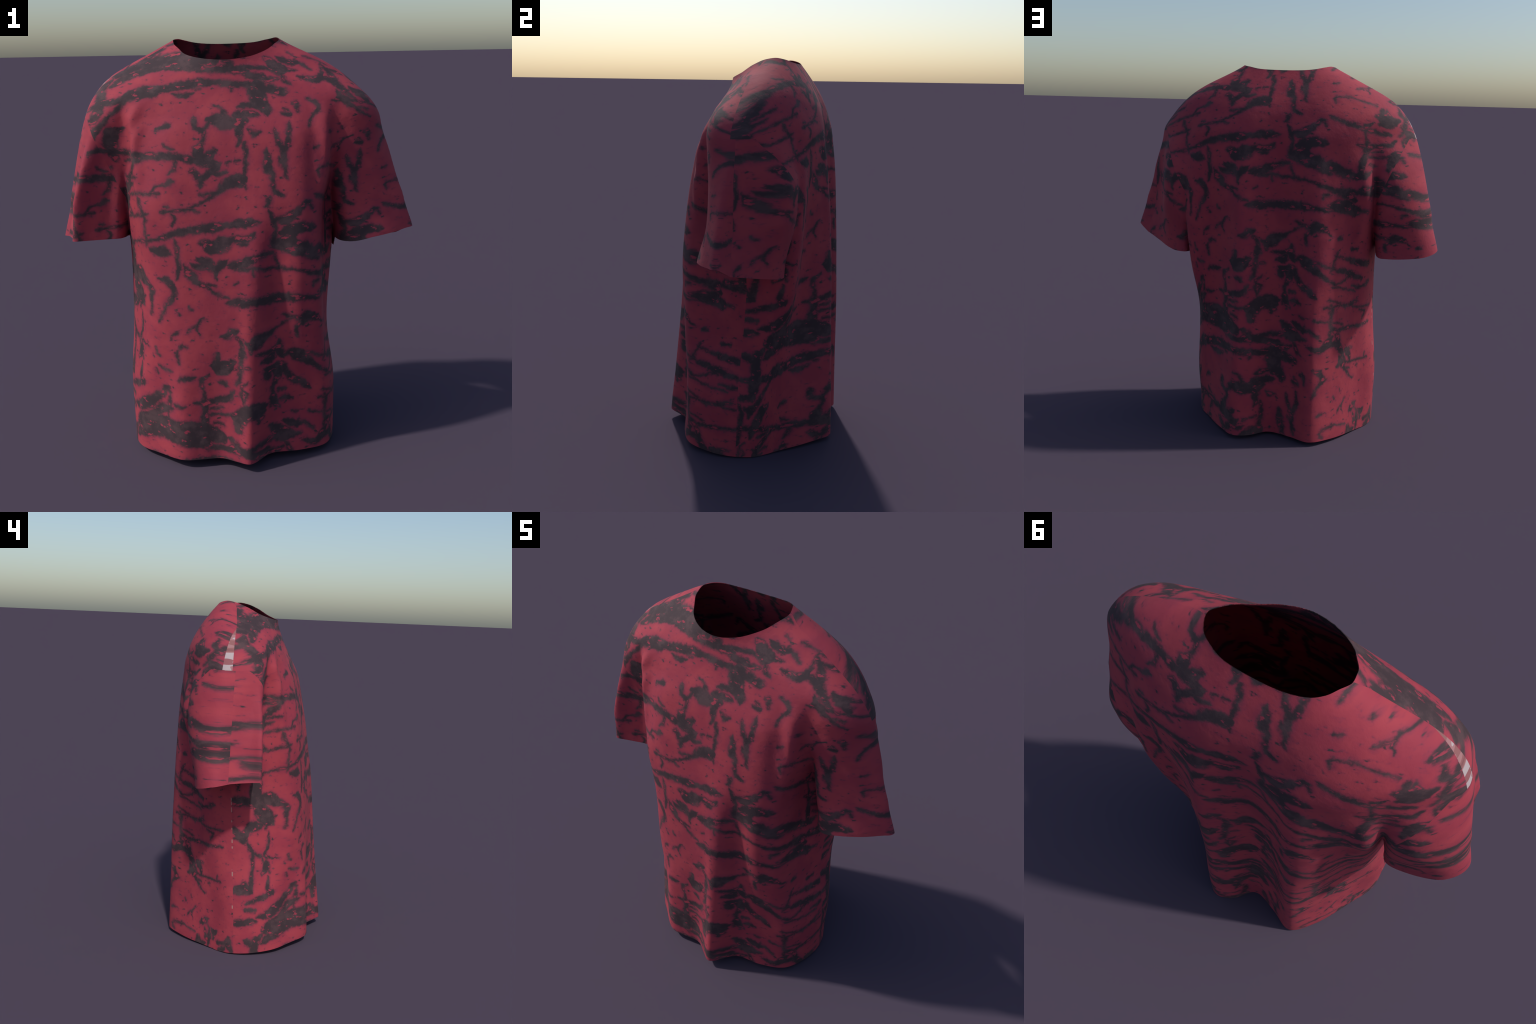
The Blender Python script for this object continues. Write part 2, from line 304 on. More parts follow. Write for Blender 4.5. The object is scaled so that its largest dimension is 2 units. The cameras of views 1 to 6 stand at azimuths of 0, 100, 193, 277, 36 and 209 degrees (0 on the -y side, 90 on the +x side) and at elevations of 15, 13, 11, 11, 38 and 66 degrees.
# ------------------------------------------------------------------ the print
# One repeat of the all-over print, as brush marks: each has a spine of (across, up, half width) in metres on the front panel.
PRINT = [
    ("blob", [(-0.508, 1.783, 0.017), (-0.458, 1.796, 0.032), (-0.399, 1.79, 0.023), (-0.35, 1.781, 0.01)]),
    ("bar", [(-0.442, 1.818, 0.013), (-0.312, 1.824, 0.013), (-0.247, 1.831, 0.018), (-0.119, 1.838, 0.016), (-0.011, 1.824, 0.02), (0.072, 1.818, 0.02), (0.151, 1.797, 0.023), (0.225, 1.778, 0.013)]),
    ("tooth", [(-0.011, 1.821, 0.02), (-0.008, 1.795, 0.008), (-0.01, 1.784, 0.003)]),
    ("wing", [(-0.279, 1.782, 0.005), (-0.238, 1.77, 0.015), (-0.219, 1.767, 0.018), (-0.196, 1.777, 0.011), (-0.18, 1.785, 0.005)]),
    ("dash", [(-0.167, 1.801, 0.004), (-0.143, 1.802, 0.004)]),
    ("blob", [(0.108, 1.815, 0.046), (0.107, 1.77, 0.046), (0.118, 1.72, 0.045), (0.152, 1.682, 0.026), (0.158, 1.656, 0.01)]),
    ("tear", [(0.016, 1.701, 0.005), (0.054, 1.712, 0.016), (0.108, 1.716, 0.019)]),
    ("tear", [(0.006, 1.66, 0.019), (0.053, 1.663, 0.024), (0.107, 1.659, 0.013)]),
    ("blob", [(-0.118, 1.635, 0.013), (-0.074, 1.637, 0.034), (-0.042, 1.628, 0.04), (-0.007, 1.624, 0.032), (0.03, 1.623, 0.034), (0.053, 1.629, 0.019)]),
    ("spike", [(-0.092, 1.712, 0.005), (-0.066, 1.702, 0.007), (-0.051, 1.683, 0.008), (-0.039, 1.661, 0.016)]),
    ("drip", [(0.024, 1.602, 0.019), (0.022, 1.572, 0.018), (0.029, 1.544, 0.011), (0.019, 1.517, 0.006)]),
    ("hook", [(-0.179, 1.649, 0.011), (-0.181, 1.612, 0.013), (-0.163, 1.592, 0.014)]),
    ("hook", [(-0.172, 1.596, 0.013), (-0.137, 1.593, 0.016), (-0.121, 1.611, 0.011), (-0.108, 1.629, 0.013)]),
    ("neck", [(-0.133, 1.59, 0.01), (-0.136, 1.559, 0.011), (-0.151, 1.529, 0.014), (-0.164, 1.499, 0.029), (-0.163, 1.474, 0.029)]),
    ("fleck", [(-0.357, 1.594, 0.004), (-0.332, 1.606, 0.01), (-0.309, 1.614, 0.015), (-0.289, 1.617, 0.006)]),
    ("fleck", [(-0.324, 1.529, 0.004), (-0.307, 1.519, 0.008), (-0.275, 1.508, 0.004)]),
    ("bar", [(-0.595, 1.447, 0.008), (-0.452, 1.463, 0.007), (-0.397, 1.47, 0.007), (-0.33, 1.481, 0.014), (-0.266, 1.482, 0.014), (-0.203, 1.47, 0.013), (-0.14, 1.465, 0.022), (-0.08, 1.448, 0.013)]),
    ("lobe", [(-0.14, 1.468, 0.022), (-0.111, 1.482, 0.021), (-0.089, 1.497, 0.016)]),
    ("line", [(0.048, 1.538, 0.008), (0.051, 1.489, 0.01), (0.047, 1.428, 0.01), (0.044, 1.369, 0.012), (0.05, 1.335, 0.008)]),
    ("smear", [(0.068, 1.592, 0.006), (0.089, 1.571, 0.014), (0.118, 1.576, 0.003)]),
    ("tree", [(0.145, 1.506, 0.005), (0.147, 1.472, 0.016), (0.151, 1.432, 0.024), (0.152, 1.41, 0.021)]),
    ("trunk", [(0.168, 1.417, 0.01), (0.171, 1.374, 0.013), (0.172, 1.34, 0.013), (0.189, 1.309, 0.019), (0.217, 1.301, 0.013)]),
    ("line", [(-0.465, 1.483, 0.011), (-0.479, 1.444, 0.013), (-0.571, 1.381, 0.005)]),
    ("line", [(-0.627, 1.374, 0.005), (-0.59, 1.368, 0.006), (-0.454, 1.384, 0.003)]),
    ("line", [(-0.263, 1.462, 0.004), (-0.273, 1.435, 0.01), (-0.296, 1.402, 0.006)]),
    ("line", [(-0.589, 1.287, 0.003), (-0.451, 1.308, 0.007), (-0.405, 1.306, 0.006), (-0.378, 1.311, 0.007), (-0.344, 1.314, 0.003)]),
    ("branch", [(-0.378, 1.317, 0.003), (-0.36, 1.345, 0.006), (-0.317, 1.351, 0.008), (-0.297, 1.367, 0.014), (-0.284, 1.372, 0.016), (-0.275, 1.369, 0.004)]),
    ("line", [(-0.454, 1.291, 0.004), (-0.443, 1.254, 0.01), (-0.426, 1.222, 0.009), (-0.417, 1.181, 0.007), (-0.42, 1.133, 0.005), (-0.417, 1.1, 0.007), (-0.416, 1.073, 0.007)]),
    ("line", [(-0.64, 1.179, 0.006), (-0.526, 1.194, 0.005), (-0.437, 1.21, 0.009), (-0.403, 1.221, 0.006)]),
    ("bird", [(-0.201, 1.414, 0.005), (-0.185, 1.413, 0.014), (-0.167, 1.39, 0.019), (-0.142, 1.383, 0.017), (-0.11, 1.41, 0.019), (-0.078, 1.428, 0.019), (-0.062, 1.446, 0.008)]),
    ("leg", [(-0.154, 1.38, 0.017), (-0.154, 1.348, 0.014)]),
    ("lobe", [(-0.091, 1.401, 0.011), (-0.056, 1.4, 0.013), (-0.031, 1.409, 0.003)]),
    ("speck", [(-0.036, 1.443, 0.009), (-0.014, 1.455, 0.004)]),
    ("speck", [(-0.001, 1.457, 0.006), (0.03, 1.458, 0.006)]),
    ("branch", [(0.028, 1.374, 0.035), (-0.013, 1.362, 0.032), (-0.048, 1.344, 0.022), (-0.087, 1.317, 0.014), (-0.112, 1.299, 0.009), (-0.16, 1.272, 0.008), (-0.211, 1.253, 0.003)]),
    ("twig", [(-0.099, 1.314, 0.007), (-0.159, 1.308, 0.003)]),
    ("line", [(-0.338, 1.228, 0.008), (-0.288, 1.239, 0.008), (-0.224, 1.242, 0.008), (-0.169, 1.233, 0.006)]),
    ("dash", [(-0.325, 1.255, 0.004), (-0.304, 1.256, 0.003)]),
    ("drip", [(-0.292, 1.223, 0.004), (-0.278, 1.21, 0.009), (-0.286, 1.172, 0.004)]),
    ("bar", [(-0.608, 1.052, 0.005), (-0.412, 1.091, 0.008), (-0.343, 1.112, 0.013), (-0.244, 1.144, 0.019), (-0.163, 1.156, 0.024), (-0.1, 1.164, 0.025), (-0.036, 1.17, 0.016), (0.012, 1.178, 0.021), (0.075, 1.183, 0.019), (0.11, 1.182, 0.003)]),
    ("smudge", [(-0.4, 1.062, 0.007), (-0.369, 1.046, 0.021), (-0.342, 1.053, 0.032), (-0.316, 1.048, 0.019), (-0.299, 1.039, 0.005)]),
    ("line", [(-0.279, 1.106, 0.005), (-0.272, 1.063, 0.01), (-0.268, 1.014, 0.011), (-0.266, 0.982, 0.013), (-0.27, 0.949, 0.012), (-0.276, 0.925, 0.006)]),
    ("blob", [(-0.162, 1.089, 0.013), (-0.14, 1.079, 0.029), (-0.102, 1.072, 0.038), (-0.07, 1.085, 0.041), (-0.038, 1.091, 0.029), (-0.006, 1.109, 0.016), (0.042, 1.109, 0.021), (0.087, 1.134, 0.006)]),
    ("lobe", [(0.007, 1.09, 0.008), (0.032, 1.087, 0.011), (0.057, 1.084, 0.005)]),
    ("blob", [(-0.174, 1.02, 0.014), (-0.136, 1, 0.029), (-0.105, 0.974, 0.022), (-0.091, 0.945, 0.016), (-0.093, 0.934, 0.011)]),
    ("wing", [(-0.092, 0.965, 0.019), (-0.066, 0.997, 0.022), (-0.043, 1.013, 0.008)]),
    ("lobe", [(-0.204, 0.991, 0.008), (-0.175, 0.984, 0.014), (-0.136, 0.991, 0.019)]),
    ("bar", [(-0.04, 0.994, 0.008), (0.008, 0.994, 0.021), (0.05, 1.007, 0.025), (0.094, 1.025, 0.016), (0.166, 1.037, 0.005)]),
    ("bar", [(-0.034, 0.978, 0.005), (0.023, 0.975, 0.013), (0.087, 0.973, 0.009), (0.152, 0.964, 0.009), (0.217, 0.961, 0.01), (0.281, 0.957, 0.006), (0.349, 0.931, 0.013), (0.532, 0.862, 0.016)]),
    ("tail", [(0.074, 0.966, 0.006), (0.077, 0.935, 0.004)]),
    ("branch", [(-0.242, 0.99, 0.006), (-0.224, 0.955, 0.024), (-0.202, 0.939, 0.027), (-0.177, 0.909, 0.016), (-0.146, 0.893, 0.011), (-0.114, 0.867, 0.009), (-0.076, 0.85, 0.006), (-0.041, 0.837, 0.003)]),
    ("twig", [(-0.145, 0.903, 0.008), (-0.091, 0.896, 0.003)]),
    ("snake", [(-0.364, 0.921, 0.007), (-0.328, 0.916, 0.018), (-0.302, 0.898, 0.016), (-0.288, 0.87, 0.014)]),
    ("snake", [(-0.288, 0.873, 0.013), (-0.296, 0.842, 0.013), (-0.312, 0.813, 0.016), (-0.33, 0.797, 0.01), (-0.346, 0.763, 0.007), (-0.366, 0.712, 0.003)]),
    ("smear", [(-0.402, 0.86, 0.018), (-0.405, 0.817, 0.013), (-0.403, 0.776, 0.007), (-0.409, 0.742, 0.004)]),
    ("smear", [(-0.534, 0.743, 0.01), (-0.507, 0.774, 0.012), (-0.449, 0.817, 0.005)]),
    ("wolf", [(-0.508, 0.71, 0.003), (-0.505, 0.678, 0.013), (-0.515, 0.63, 0.019), (-0.535, 0.589, 0.019), (-0.485, 0.566, 0.009), (-0.438, 0.559, 0.004)]),
    ("wolf", [(-0.66, 0.626, 0.004), (-0.616, 0.599, 0.009), (-0.567, 0.58, 0.012)]),
    ("leg", [(-0.557, 0.565, 0.007), (-0.526, 0.52, 0.007), (-0.493, 0.483, 0.006)]),
    ("bird", [(-0.155, 0.739, 0.003), (-0.18, 0.721, 0.008), (-0.191, 0.697, 0.009), (-0.191, 0.677, 0.008), (-0.177, 0.66, 0.003)]),
    ("wing", [(-0.19, 0.702, 0.007), (-0.217, 0.69, 0.006), (-0.237, 0.672, 0.006)]),
    ("bird", [(-0.28, 0.677, 0.003), (-0.298, 0.659, 0.007), (-0.315, 0.635, 0.002)]),
    ("bird", [(-0.237, 0.598, 0.003), (-0.261, 0.61, 0.005), (-0.281, 0.581, 0.005), (-0.286, 0.563, 0.01), (-0.286, 0.536, 0.006), (-0.286, 0.516, 0.002)]),
    ("dash", [(-0.302, 0.569, 0.003), (-0.281, 0.571, 0.006)]),
    ("smudge", [(-0.081, 0.651, 0.007), (-0.055, 0.654, 0.018), (-0.029, 0.671, 0.02), (0.001, 0.687, 0.008)]),
    ("line", [(-0.001, 0.652, 0.007), (0.016, 0.617, 0.012), (0.015, 0.563, 0.015), (0.011, 0.525, 0.013), (0.003, 0.456, 0.009), (-0.008, 0.424, 0.009)]),
    ("speck", [(-0.277, 0.769, 0.004), (-0.27, 0.751, 0.003)]),
    ("speck", [(-0.223, 0.797, 0.005), (-0.211, 0.777, 0.003)]),
    ("speck", [(-0.01, 0.903, 0.004), (0.006, 0.91, 0.006)]),
    ("bird", [(-0.396, 0.576, 0.004), (-0.39, 0.549, 0.007), (-0.374, 0.538, 0.007)]),
    ("blob", [(-0.134, 0.51, 0.005), (-0.102, 0.502, 0.042), (-0.069, 0.502, 0.041), (-0.035, 0.519, 0.028), (-0.019, 0.534, 0.01)]),
    ("knob", [(-0.1, 0.569, 0.012), (-0.099, 0.537, 0.017)]),
    ("dash", [(-0.286, 0.438, 0.007), (-0.251, 0.448, 0.013), (-0.205, 0.453, 0.007)]),
    ("line", [(-0.145, 0.468, 0.007), (-0.169, 0.448, 0.017), (-0.177, 0.42, 0.01), (-0.174, 0.392, 0.008), (-0.165, 0.356, 0.01), (-0.167, 0.321, 0.02), (-0.165, 0.268, 0.017), (-0.167, 0.215, 0.021), (-0.168, 0.162, 0.017)]),
    ("bar", [(-0.206, 0.327, 0.008), (-0.163, 0.328, 0.015), (-0.107, 0.338, 0.015), (-0.056, 0.35, 0.02), (-0.025, 0.386, 0.01)]),
    ("dash", [(-0.094, 0.434, 0.005), (-0.068, 0.423, 0.013), (-0.053, 0.412, 0.005)]),
    ("hatch", [(-0.152, 0.267, 0.007), (-0.092, 0.269, 0.01), (-0.042, 0.267, 0.007)]),
    ("hatch", [(-0.138, 0.296, 0.003), (-0.077, 0.304, 0.006)]),
    ("hatch", [(-0.126, 0.224, 0.006), (-0.076, 0.213, 0.005)]),
    ("band", [(-0.571, 0.074, 0.015), (-0.467, 0.124, 0.029), (-0.37, 0.157, 0.04), (-0.296, 0.156, 0.043), (-0.228, 0.143, 0.043), (-0.179, 0.138, 0.043), (-0.143, 0.116, 0.021)]),
    ("band", [(-0.153, 0.1, 0.016), (-0.079, 0.098, 0.014), (-0.028, 0.102, 0.024), (0.038, 0.095, 0.024), (0.088, 0.07, 0.024), (0.14, 0.07, 0.014)]),
    ("twig", [(-0.061, 0.153, 0.005), (-0.028, 0.137, 0.015), (0.002, 0.115, 0.01)]),
    ("fork", [(-0.61, 0.23, 0.005), (-0.471, 0.248, 0.021), (-0.432, 0.275, 0.021), (-0.401, 0.315, 0.016), (-0.374, 0.352, 0.012), (-0.346, 0.385, 0.014), (-0.328, 0.359, 0.004)]),
    ("fork", [(-0.461, 0.154, 0.025), (-0.432, 0.21, 0.028), (-0.396, 0.252, 0.025), (-0.35, 0.281, 0.021), (-0.32, 0.29, 0.004)]),
    ("twig", [(-0.312, 0.308, 0.004), (-0.29, 0.309, 0.009), (-0.256, 0.311, 0.003)]),
    ("line", [(-0.328, 0.355, 0.004), (-0.344, 0.246, 0.005), (-0.334, 0.206, 0.006), (-0.312, 0.196, 0.003)]),
    ("paw", [(-0.691, 0.31, 0.006), (-0.513, 0.358, 0.021), (-0.467, 0.373, 0.006)]),
    ("speck", [(-0.378, 0.485, 0.004), (-0.353, 0.478, 0.007), (-0.32, 0.473, 0.002)]),
    ("speck", [(-0.401, 0.466, 0.003), (-0.391, 0.442, 0.006)]),
    ("speck", [(0.03, 0.507, 0.006), (0.056, 0.51, 0.005)]),
    ("blob", [(-0.048, 0.271, 0.007), (-0.025, 0.258, 0.03), (0.008, 0.271, 0.044), (0.042, 0.296, 0.044), (0.091, 0.293, 0.044), (0.129, 0.306, 0.009)]),
    ("leg", [(-0.012, 0.24, 0.02), (-0.005, 0.201, 0.019), (0.003, 0.188, 0.007)]),
    ("leg", [(0.094, 0.263, 0.027), (0.085, 0.228, 0.008)]),
    ("ladder", [(0.035, 0.437, 0.004), (0.011, 0.408, 0.007), (0.007, 0.367, 0.007), (0.02, 0.342, 0.007)]),
    ("ladder", [(0.011, 0.405, 0.005), (0.035, 0.383, 0.007), (0.023, 0.343, 0.005)]),
    ("wolf", [(0.183, 1.594, 0.003), (0.199, 1.542, 0.013), (0.222, 1.484, 0.013), (0.227, 1.441, 0.009)]),
    ("wolf", [(0.248, 1.619, 0.003), (0.247, 1.555, 0.013), (0.227, 1.484, 0.013), (0.226, 1.412, 0.007), (0.234, 1.376, 0.006)]),
    ("trunk", [(0.202, 1.47, 0.007), (0.221, 1.434, 0.012), (0.241, 1.4, 0.004)]),
    ("snake", [(0.336, 1.757, 0.008), (0.374, 1.739, 0.015), (0.387, 1.692, 0.014), (0.364, 1.666, 0.009), (0.34, 1.606, 0.003)]),
    ("bird", [(0.456, 1.421, 0.003), (0.398, 1.416, 0.005), (0.382, 1.403, 0.008), (0.39, 1.372, 0.003)]),
    ("bird", [(0.361, 1.498, 0.008), (0.39, 1.508, 0.002)]),
    ("bird", [(0.431, 1.428, 0.003), (0.591, 1.398, 0.002)]),
    ("smear", [(0.129, 1.857, 0.015), (0.166, 1.85, 0.018), (0.204, 1.862, 0.009)]),
    ("smear", [(0.22, 1.883, 0.008), (0.241, 1.845, 0.011), (0.263, 1.827, 0.005)]),
    ("smear", [(0.158, 1.818, 0.015), (0.24, 1.789, 0.014), (0.202, 1.779, 0.008)]),
    ("smear", [(0.268, 1.717, 0.008), (0.287, 1.726, 0.014), (0.296, 1.672, 0.006)]),
    ("tear", [(0.23, 1.697, 0.006), (0.251, 1.662, 0.015), (0.214, 1.67, 0.006)]),
    ("bar", [(0.033, 1.913, 0.012), (0.13, 1.918, 0.014), (0.221, 1.921, 0.011), (0.259, 1.919, 0.006)]),
    ("smudge", [(0.209, 2, 0.009), (0.261, 1.974, 0.022), (0.315, 1.971, 0.013), (0.36, 1.939, 0.003)]),
    ("branch", [(0.326, 1.873, 0.009), (0.371, 1.867, 0.022), (0.427, 1.886, 0.019), (0.487, 1.848, 0.016)]),
    ("branch", [(0.419, 1.982, 0.01), (0.455, 1.929, 0.016), (0.487, 1.848, 0.022), (0.524, 1.805, 0.016), (0.569, 1.759, 0.009)]),
    ("knob", [(0.135, 1.245, 0.007), (0.146, 1.258, 0.013), (0.157, 1.299, 0.003)]),
    ("line", [(0.152, 1.231, 0.007), (0.169, 1.198, 0.014), (0.183, 1.158, 0.01), (0.175, 1.116, 0.016), (0.164, 1.067, 0.01)]),
    ("blob", [(0.157, 1.071, 0.014), (0.2, 1.082, 0.037), (0.245, 1.071, 0.044), (0.298, 1.051, 0.039), (0.334, 1.039, 0.039), (0.38, 1.002, 0.02)]),
    ("fork", [(0.183, 1.187, 0.014), (0.228, 1.188, 0.028), (0.271, 1.215, 0.021), (0.299, 1.237, 0.017), (0.321, 1.259, 0.016), (0.339, 1.264, 0.011), (0.352, 1.234, 0.003)]),
    ("fork", [(0.214, 1.129, 0.021), (0.256, 1.142, 0.033), (0.298, 1.15, 0.028), (0.335, 1.149, 0.021), (0.359, 1.149, 0.012)]),
    ("neck", [(0.263, 1.128, 0.017), (0.262, 1.085, 0.025)]),
    ("smear", [(0.376, 1.04, 0.021), (0.522, 0.981, 0.023), (0.618, 0.998, 0.011)]),
    ("blob", [(0.481, 0.826, 0.015), (0.646, 0.796, 0.01)]),
    ("blob", [(0.364, 1.292, 0.004), (0.431, 1.266, 0.012), (0.643, 1.231, 0.012)]),
    ("tail", [(0.171, 1.026, 0.005), (0.185, 0.996, 0.009), (0.195, 0.966, 0.009)]),
    ("tail", [(0.385, 0.889, 0.004), (0.353, 0.884, 0.009), (0.358, 0.864, 0.004)]),
    ("bar", [(-0.048, 0.813, 0.003), (-0.012, 0.818, 0.019), (0.036, 0.817, 0.026), (0.075, 0.821, 0.019), (0.133, 0.821, 0.024), (0.183, 0.82, 0.025), (0.248, 0.823, 0.023), (0.314, 0.818, 0.015), (0.385, 0.804, 0.01)]),
    ("branch", [(0.079, 0.627, 0.036), (0.127, 0.65, 0.024), (0.161, 0.664, 0.012), (0.201, 0.694, 0.006), (0.249, 0.715, 0.006), (0.287, 0.716, 0.012), (0.336, 0.724, 0.029), (0.377, 0.71, 0.017), (0.404, 0.68, 0.004)]),
    ("twig", [(0.211, 0.736, 0.004), (0.258, 0.728, 0.009), (0.287, 0.716, 0.01)]),
    ("drip", [(0.312, 0.703, 0.019), (0.277, 0.676, 0.012), (0.277, 0.624, 0.005)]),
    ("lobe", [(0.032, 0.636, 0.007), (0.069, 0.619, 0.031), (0.059, 0.581, 0.013)]),
    ("claw", [(0.087, 0.567, 0.007), (0.121, 0.562, 0.014), (0.15, 0.565, 0.015), (0.185, 0.588, 0.019)]),
    ("claw", [(0.19, 0.608, 0.014), (0.192, 0.567, 0.022), (0.211, 0.526, 0.012)]),
    ("claw", [(0.11, 0.522, 0.011), (0.14, 0.528, 0.018), (0.165, 0.551, 0.012)]),
    ("bar", [(0.214, 0.528, 0.01), (0.248, 0.557, 0.017), (0.297, 0.521, 0.03), (0.337, 0.489, 0.022), (0.378, 0.456, 0.012), (0.429, 0.415, 0.006)]),
    ("bar", [(0.258, 0.557, 0.015), (0.322, 0.539, 0.011), (0.377, 0.519, 0.007), (0.575, 0.438, 0.007)]),
    ("line", [(0.546, 0.443, 0.004), (0.432, 0.412, 0.005)]),
    ("beast", [(0.129, 0.434, 0.015), (0.139, 0.481, 0.024), (0.174, 0.481, 0.034), (0.213, 0.47, 0.025), (0.233, 0.436, 0.02), (0.268, 0.405, 0.022), (0.308, 0.378, 0.02), (0.34, 0.346, 0.006)]),
    ("beast", [(0.184, 0.458, 0.03), (0.173, 0.412, 0.017), (0.158, 0.368, 0.009), (0.162, 0.319, 0.017), (0.172, 0.279, 0.008)]),
    ("smudge", [(0.183, 0.359, 0.012), (0.223, 0.361, 0.009)]),
    ("smudge", [(0.197, 0.311, 0.01), (0.222, 0.318, 0.015), (0.252, 0.304, 0.006)]),
    ("claw", [(0.144, 0.283, 0.005), (0.158, 0.326, 0.019), (0.192, 0.272, 0.008)]),
    ("line", [(0.415, 0.304, 0.006), (0.415, 0.216, 0.008), (0.411, 0.128, 0.005)]),
    ("line", [(0.333, 0.231, 0.007), (0.384, 0.218, 0.006), (0.503, 0.183, 0.006)]),
    ("line", [(0.399, 0.334, 0.005), (0.536, 0.27, 0.005)]),
    ("dash", [(0.252, 0.246, 0.006), (0.279, 0.229, 0.004)]),
    ("dash", [(0.287, 0.2, 0.004), (0.276, 0.153, 0.004)]),
    ("blob", [(0.151, 0.18, 0.02), (0.185, 0.14, 0.043), (0.22, 0.121, 0.043), (0.255, 0.12, 0.018), (0.294, 0.122, 0.004)]),
    ("band", [(0.306, 0.083, 0.01), (0.373, 0.08, 0.01), (0.411, 0.105, 0.026), (0.422, 0.127, 0.01)]),
    ("bar", [(-0.755, 0.897, 0.027), (-0.639, 0.9, 0.03), (-0.506, 0.914, 0.041), (-0.411, 0.876, 0.014)]),
    ("blob", [(-0.604, 0.872, 0.041), (-0.548, 0.821, 0.058), (-0.48, 0.775, 0.028)]),
    ("blob", [(-0.741, 0.715, 0.041), (-0.691, 0.696, 0.038), (-0.648, 0.753, 0.034), (-0.573, 0.759, 0.021)]),
    ("line", [(-0.667, 0.661, 0.01), (-0.629, 0.604, 0.014), (-0.638, 0.492, 0.014), (-0.654, 0.38, 0.015)]),
    ("blob", [(-0.747, 0.387, 0.024), (-0.694, 0.402, 0.042), (-0.643, 0.376, 0.01)]),
    ("bar", [(-0.744, 0.189, 0.021), (-0.678, 0.201, 0.021), (-0.603, 0.204, 0.006)]),
    ("tree", [(-0.556, 0.477, 0.014), (-0.521, 0.531, 0.031), (-0.52, 0.559, 0.01)]),
    ("trunk", [(-0.513, 0.455, 0.01), (-0.518, 0.385, 0.018), (-0.478, 0.36, 0.014)]),
    ("bar", [(0.428, 0.567, 0.007), (0.497, 0.549, 0.008), (0.586, 0.527, 0.017), (0.745, 0.505, 0.017)]),
    ("line", [(0.434, 0.585, 0.003), (0.426, 0.55, 0.006), (0.412, 0.491, 0.004)]),
    ("line", [(0.417, 0.404, 0.005), (0.498, 0.382, 0.006), (0.642, 0.358, 0.005)]),
    ("branch", [(0.594, 0.392, 0.004), (0.696, 0.381, 0.009), (0.77, 0.397, 0.011)]),
    ("line", [(0.378, 0.296, 0.006), (0.409, 0.293, 0.006), (0.461, 0.294, 0.004)]),
    ("line", [(0.625, 0.272, 0.006), (0.728, 0.261, 0.006), (0.827, 0.257, 0.005)]),
    ("smear", [(0.695, 0.249, 0.003), (0.764, 0.229, 0.009), (0.733, 0.194, 0.005)]),
    ("bar", [(0.458, 0.155, 0.012), (0.542, 0.156, 0.013), (0.655, 0.154, 0.011), (0.827, 0.158, 0.008)]),
    ("branch", [(0.471, -0.047, 0.013), (0.499, 0, 0.01), (0.536, 0.025, 0.008), (0.649, 0.036, 0.006)]),
    ("bar", [(0.464, -0.046, 0.01), (0.565, -0.041, 0.008), (0.709, -0.045, 0.008), (0.826, -0.048, 0.005)]),
    ("bar", [(0.407, 0.829, 0.03), (0.48, 0.822, 0.043), (0.58, 0.791, 0.01)]),
    ("bar", [(0.441, 0.914, 0.015), (0.567, 0.899, 0.015), (0.697, 0.888, 0.018)]),
    ("line", [(0.444, 0.488, 0.013), (0.549, 0.465, 0.018), (0.679, 0.429, 0.015)]),
    ("line", [(0.496, 0.293, 0.007), (0.558, 0.282, 0.01), (0.663, 0.3, 0.01)]),
    ("speck", [(0.44, 0.659, 0.017), (0.463, 0.655, 0.008)]),
    ("speck", [(0.551, 0.592, 0.01), (0.612, 0.599, 0.01)]),
    ("bar", [(-0.701, -0.043, 0.013), (-0.511, -0.028, 0.02), (-0.258, 0.018, 0.024), (-0.097, 0.03, 0.016)]),
    ("blob", [(-0.535, 0.156, 0.041), (-0.439, 0.179, 0.049), (-0.215, 0.198, 0.042), (-0.094, 0.152, 0.038)]),
    ("bar", [(-0.721, -0.3, 0.014), (-0.489, -0.318, 0.017), (-0.253, -0.326, 0.017), (-0.102, -0.36, 0.016)]),
    ("fork", [(-0.351, 0.368, 0.01), (-0.454, 0.277, 0.029), (-0.532, 0.244, 0.024)]),
    ("smear", [(-0.707, -0.135, 0.023), (-0.638, -0.134, 0.017)]),
    ("line", [(-0.689, 0.277, 0.016), (-0.619, 0.267, 0.013)]),
    ("smear", [(-0.674, 0.083, 0.025), (-0.614, 0.053, 0.016)]),
    ("smear", [(-0.569, 1.922, 0.013), (-0.612, 1.884, 0.028), (-0.624, 1.754, 0.034), (-0.659, 1.664, 0.021)]),
    ("smear", [(-0.522, 1.913, 0.012), (-0.498, 1.924, 0.011), (-0.474, 1.936, 0.005)]),
    ("line", [(-0.489, 1.767, 0.015), (-0.563, 1.698, 0.012), (-0.621, 1.63, 0.018), (-0.653, 1.609, 0.021)]),
    ("claw", [(-0.521, 1.62, 0.015), (-0.574, 1.593, 0.034), (-0.616, 1.521, 0.031), (-0.65, 1.448, 0.011)]),
    ("smear", [(0.639, 1.392, 0.006), (0.649, 1.334, 0.03), (0.616, 1.292, 0.015)]),
    ("blob", [(0.69, 1.443, 0.007), (0.713, 1.394, 0.018), (0.734, 1.401, 0.035), (0.749, 1.396, 0.014)]),
    ("smear", [(0.718, 1.308, 0.014), (0.766, 1.278, 0.039), (0.749, 1.198, 0.013)]),
    ("smear", [(0.707, 1.119, 0.029), (0.743, 1.038, 0.018)]),
    ("smear", [(0.649, 1.469, 0.014), (0.658, 1.486, 0.018), (0.654, 1.5, 0.006)]),
    ("branch", [(-0.436, 1.463, 0.015), (-0.496, 1.439, 0.008), (-0.542, 1.416, 0.013), (-0.583, 1.374, 0.02), (-0.619, 1.306, 0.025)]),
    ("smear", [(-0.602, 1.21, 0.022), (-0.573, 1.197, 0.017), (-0.553, 1.197, 0.007)]),
